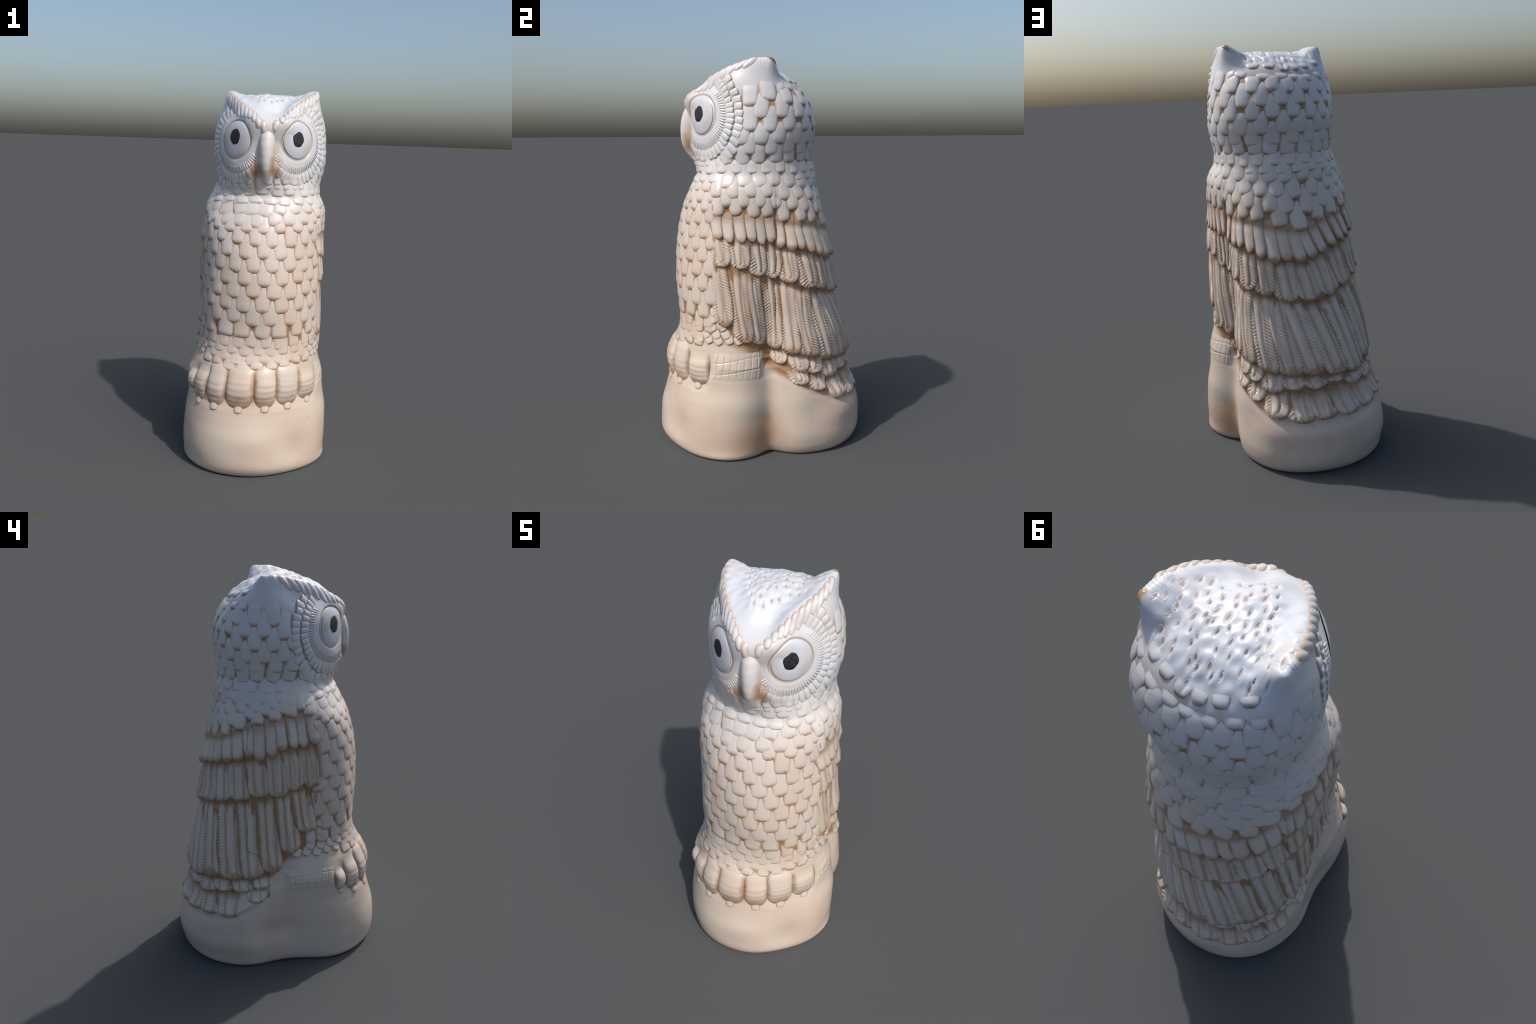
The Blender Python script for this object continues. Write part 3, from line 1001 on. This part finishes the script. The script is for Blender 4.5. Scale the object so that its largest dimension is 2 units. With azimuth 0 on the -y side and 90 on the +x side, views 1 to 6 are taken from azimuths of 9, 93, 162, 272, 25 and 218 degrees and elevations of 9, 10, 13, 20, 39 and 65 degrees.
    for q in np.linspace(0, 1, 8):
        uu = off_u + np.cos(aa) * rad_p * q * .92
        v2 = off_v + np.sin(aa) * rad_p * q * 1.06
        rows.append(eye_surface(uu, v2, .0022 * math.sqrt(max(1 - q**4, 0)) - .0005))
    vp = np.array(rows).reshape(-1, 3)
    idx = np.arange(8 * NC).reshape(8, NC)
    F = np.stack([idx[:-1], np.roll(idx, -1, 1)[:-1], np.roll(idx, -1, 1)[1:], idx[1:]], -1).reshape(-1, 4)
    f0 = F[5 * NC + 3]
    if np.cross(vp[f0[1]] - vp[f0[0]], vp[f0[3]] - vp[f0[0]]) @ En < 0:
        F = F[:, ::-1]
    mesh_object("pupil", vp, F, MAT_PUPIL, eye)

# ------------------------------------------------------------------ beak
BEAK = [  # height, front y, half width, depth back
    (1.790, -.350, .022, .02), (1.775, -.361, .033, .03), (1.745, -.378, .041, .05), (1.70, -.390, .043, .06), (1.66, -.393, .043, .07),
    (1.615, -.391, .042, .07), (1.58, -.383, .038, .065), (1.555, -.370, .032, .05), (1.535, -.357, .024, .03), (1.515, -.340, .010, .012)]
bz = np.array([b[0] for b in BEAK])[::-1]
zz = np.linspace(bz[0], bz[-1], 60)
col = lambda k: np.interp(zz, bz, np.array([b[k] for b in BEAK])[::-1])
sm = lambda v: np.convolve(np.pad(v, 2, mode="edge"), [.1, .22, .36, .22, .1], "valid")
fy, hw, dp = sm(col(1)), sm(col(2)), sm(col(3))
ang = np.linspace(0, PI2, 40, endpoint=False)
ca, sa = np.cos(ang), np.sin(ang)
bxx = .075 + hw[:, None] * np.sign(ca) * np.abs(ca)**.95
byy = fy[:, None] + dp[:, None] * (1 - np.where(sa > 0, np.abs(sa)**1.15, sa)) * .9
byy = byy + 0.0
bv = np.stack([bxx, byy, np.repeat(zz[:, None], 40, 1)], -1)
idx = np.arange(60 * 40).reshape(60, 40)
F = np.stack([idx[:-1], np.roll(idx, -1, 1)[:-1], np.roll(idx, -1, 1)[1:], idx[1:]], -1).reshape(-1, 4)
bv = bv.reshape(-1, 3)
f0 = F[30 * 40 + 10]
if np.cross(bv[f0[1]] - bv[f0[0]], bv[f0[3]] - bv[f0[0]]) @ np.array([0, -1, 0]) < 0:
    F = F[:, ::-1]
mb, nt, bs = new_mat("beak_ivory", .32, .5)
g = G(nt)
pos = pos_of(g)
sep = g.n("ShaderNodeSeparateXYZ")
g.put(sep.inputs[0], pos)
colr = ivory(g, pos)
side_m = g.ss(g.math("ABSOLUTE", g.math("SUBTRACT", sep.outputs[0], .075)), .030, .046)
colr = g.mix(g.math("MULTIPLY", g.math("MULTIPLY", side_m, g.ss(sep.outputs[2], 1.58, 1.74, 1, .1)), .9), colr, (.32, .15, .04))
finish(g, bs, colr, pos)
mesh_object("beak", bv, F, mb, PART["head"])

# ------------------------------------------------------------------ crown pits
for x, y, k, a in PITS:
    # find the crown point under (x, y)
    sel = np.argmin(np.where(top, (X - x)**2 + (Y - y)**2, 9))
    p = P.reshape(-1, 3)[sel]
    d = np.array([-math.sin(a), math.cos(a), 0.0])
    hw_, ln_ = .0085 * k, .020 * k
    th0, s0 = to_chart(p)
    _, n0 = surf(np.array([float(th0)]), np.array([float(s0)]))
    n0 = n0[0]
    d = d - n0 * (d @ n0)
    d /= np.linalg.norm(d)
    t = np.cross(d, n0)
    qa = np.arange(20) / 20 * PI2
    rows = []
    for q in np.linspace(0.02, 1, 7):
        Q = p + (np.cos(qa) * q * hw_)[:, None] * t + (np.sin(qa) * q * ln_)[:, None] * d
        tq, sq = to_chart(Q)
        pp, pn = surf(tq, sq)
        rows.append(pp + pn * (.0009 if q < .99 else -.0015))
    v = np.array(rows).reshape(-1, 3)
    loc = (v - p) @ np.stack([t / hw_, d / ln_, n0 / .01], 1)
    M = np.eye(4)
    M[:3, 0], M[:3, 1], M[:3, 2], M[:3, 3] = t * hw_, d * ln_, n0 * .01, p
    idx = np.arange(7 * 20).reshape(7, 20)
    F = np.stack([idx[:-1], np.roll(idx, -1, 1)[:-1], np.roll(idx, -1, 1)[1:], idx[1:]], -1).reshape(-1, 4)
    f0 = F[45]
    if np.cross(v[f0[1]] - v[f0[0]], v[f0[3]] - v[f0[0]]) @ n0 < 0:
        F = F[:, ::-1]
    mesh_object("crown_pit", loc, F, MAT_PIT, PART["head"], M)

# ------------------------------------------------------------------ feet: toes, claws, netted ankles
TOES = [(222, 231, .485, .392), (231, 243.5, .53, .365), (243.5, 257, .562, .362), (257, 274, .565, .36), (274.5, 288.5, .556, .365), (288.5, 306, .568, .37), (306, 325, .535, .378)]
for a0, a1, st, sb in TOES:
    foot = PART["foot" if a0 > 274 else "foot.001"]
    tm, hf = math.radians((a0 + a1) / 2), math.radians(a1 - a0) / 2 * 1.12

    def chart(a, b, tm=tm, hf=hf, st=st, sb=sb):
        w = .93 + .07 * np.sin(np.clip(b * 1.2, 0, 1) * math.pi)
        q = np.clip((b - .75) / .25, 0, 1)
        w = w * np.sqrt(np.clip(1 - .75 * q**2, 0.05, 1))
        return tm + a * hf * w, st + .02 + (sb - st - .02) * b
    ph = rng.uniform(0, 6)

    def height(a, b, ph=ph):
        prof = np.sin(np.clip(b / .45, 0, 1) * math.pi / 2)**1.7 * (1 - .70 * smooth(b, .55, 1.0))
        e = np.minimum(1, (1 - b) * 7)
        wr = .0007 * np.sin(b * 46 + ph + 2 * a * a) * smooth(b, .35, .5) * (1 - smooth(b, .85, .95)) * (1 - a**4)
        return -.003 + (.020 * prof * np.clip(1 - a**4, 0, 1)**.9 + wr + .006 * (1 - a * a)) * np.sqrt(np.clip(1 - (1 - e)**2, 0, 1))
    r = float(core_radius(np.array(tm), np.array(.45)))
    relief("toe", chart, height, 27, 60, MAT_TOE, foot, r * hf, st + .02 - sb, 1.15)
    cw = .025

    def c_chart(a, b, tm=tm, sb=sb, r=r):
        w = np.sqrt(np.clip(1 - (2 * b - 1)**4, 0.02, 1))
        return tm + a * cw / r * w, sb + .026 - .052 * b

    def c_height(a, b):
        e = np.clip(np.minimum(b, 1 - b) * 4, 0, 1)
        return -.003 + .010 * np.sqrt(np.clip(1 - a * a, 0, 1)) * np.sqrt(np.clip(1 - (1 - e)**2, 0, 1))
    relief("claw", c_chart, c_height, 13, 17, MAT_CLAW, foot, cw, .052, 1.0)

for name, th_a, th_b, st, sb in (("foot", 326, 370, .572, .402), ("foot.001", 224, 186, .545, .408)):
    ta, tb = math.radians(th_a), math.radians(th_b)

    def chart(a, b, ta=ta, tb=tb, st=st, sb=sb):
        return (ta + tb) / 2 + a * abs(tb - ta) / 2, st + (sb - st) * b

    def height(a, b):
        e = np.minimum(np.minimum(1 - np.abs(a), b * .6), (1 - b) * .8)
        edge = np.sin(np.clip(e / .6, 0, 1) * math.pi / 2)
        x, y = a * 4.2 + .25 * b + .12 * np.sin(3 * b), b * 2.9 + .25 * np.sin(2 * a + .5)
        gx, gy = np.abs(x - np.round(x)), np.abs(y - np.round(y))
        lines = np.maximum(np.exp(-(gx / .06)**2), np.exp(-(gy / .05)**2))
        return -.003 + .017 * edge - .0055 * lines * edge
    relief("ankle", chart, height, 120, 70, MAT_ANKLE, PART[name], .35 * abs(tb - ta) / 2, st - sb, 1.0)
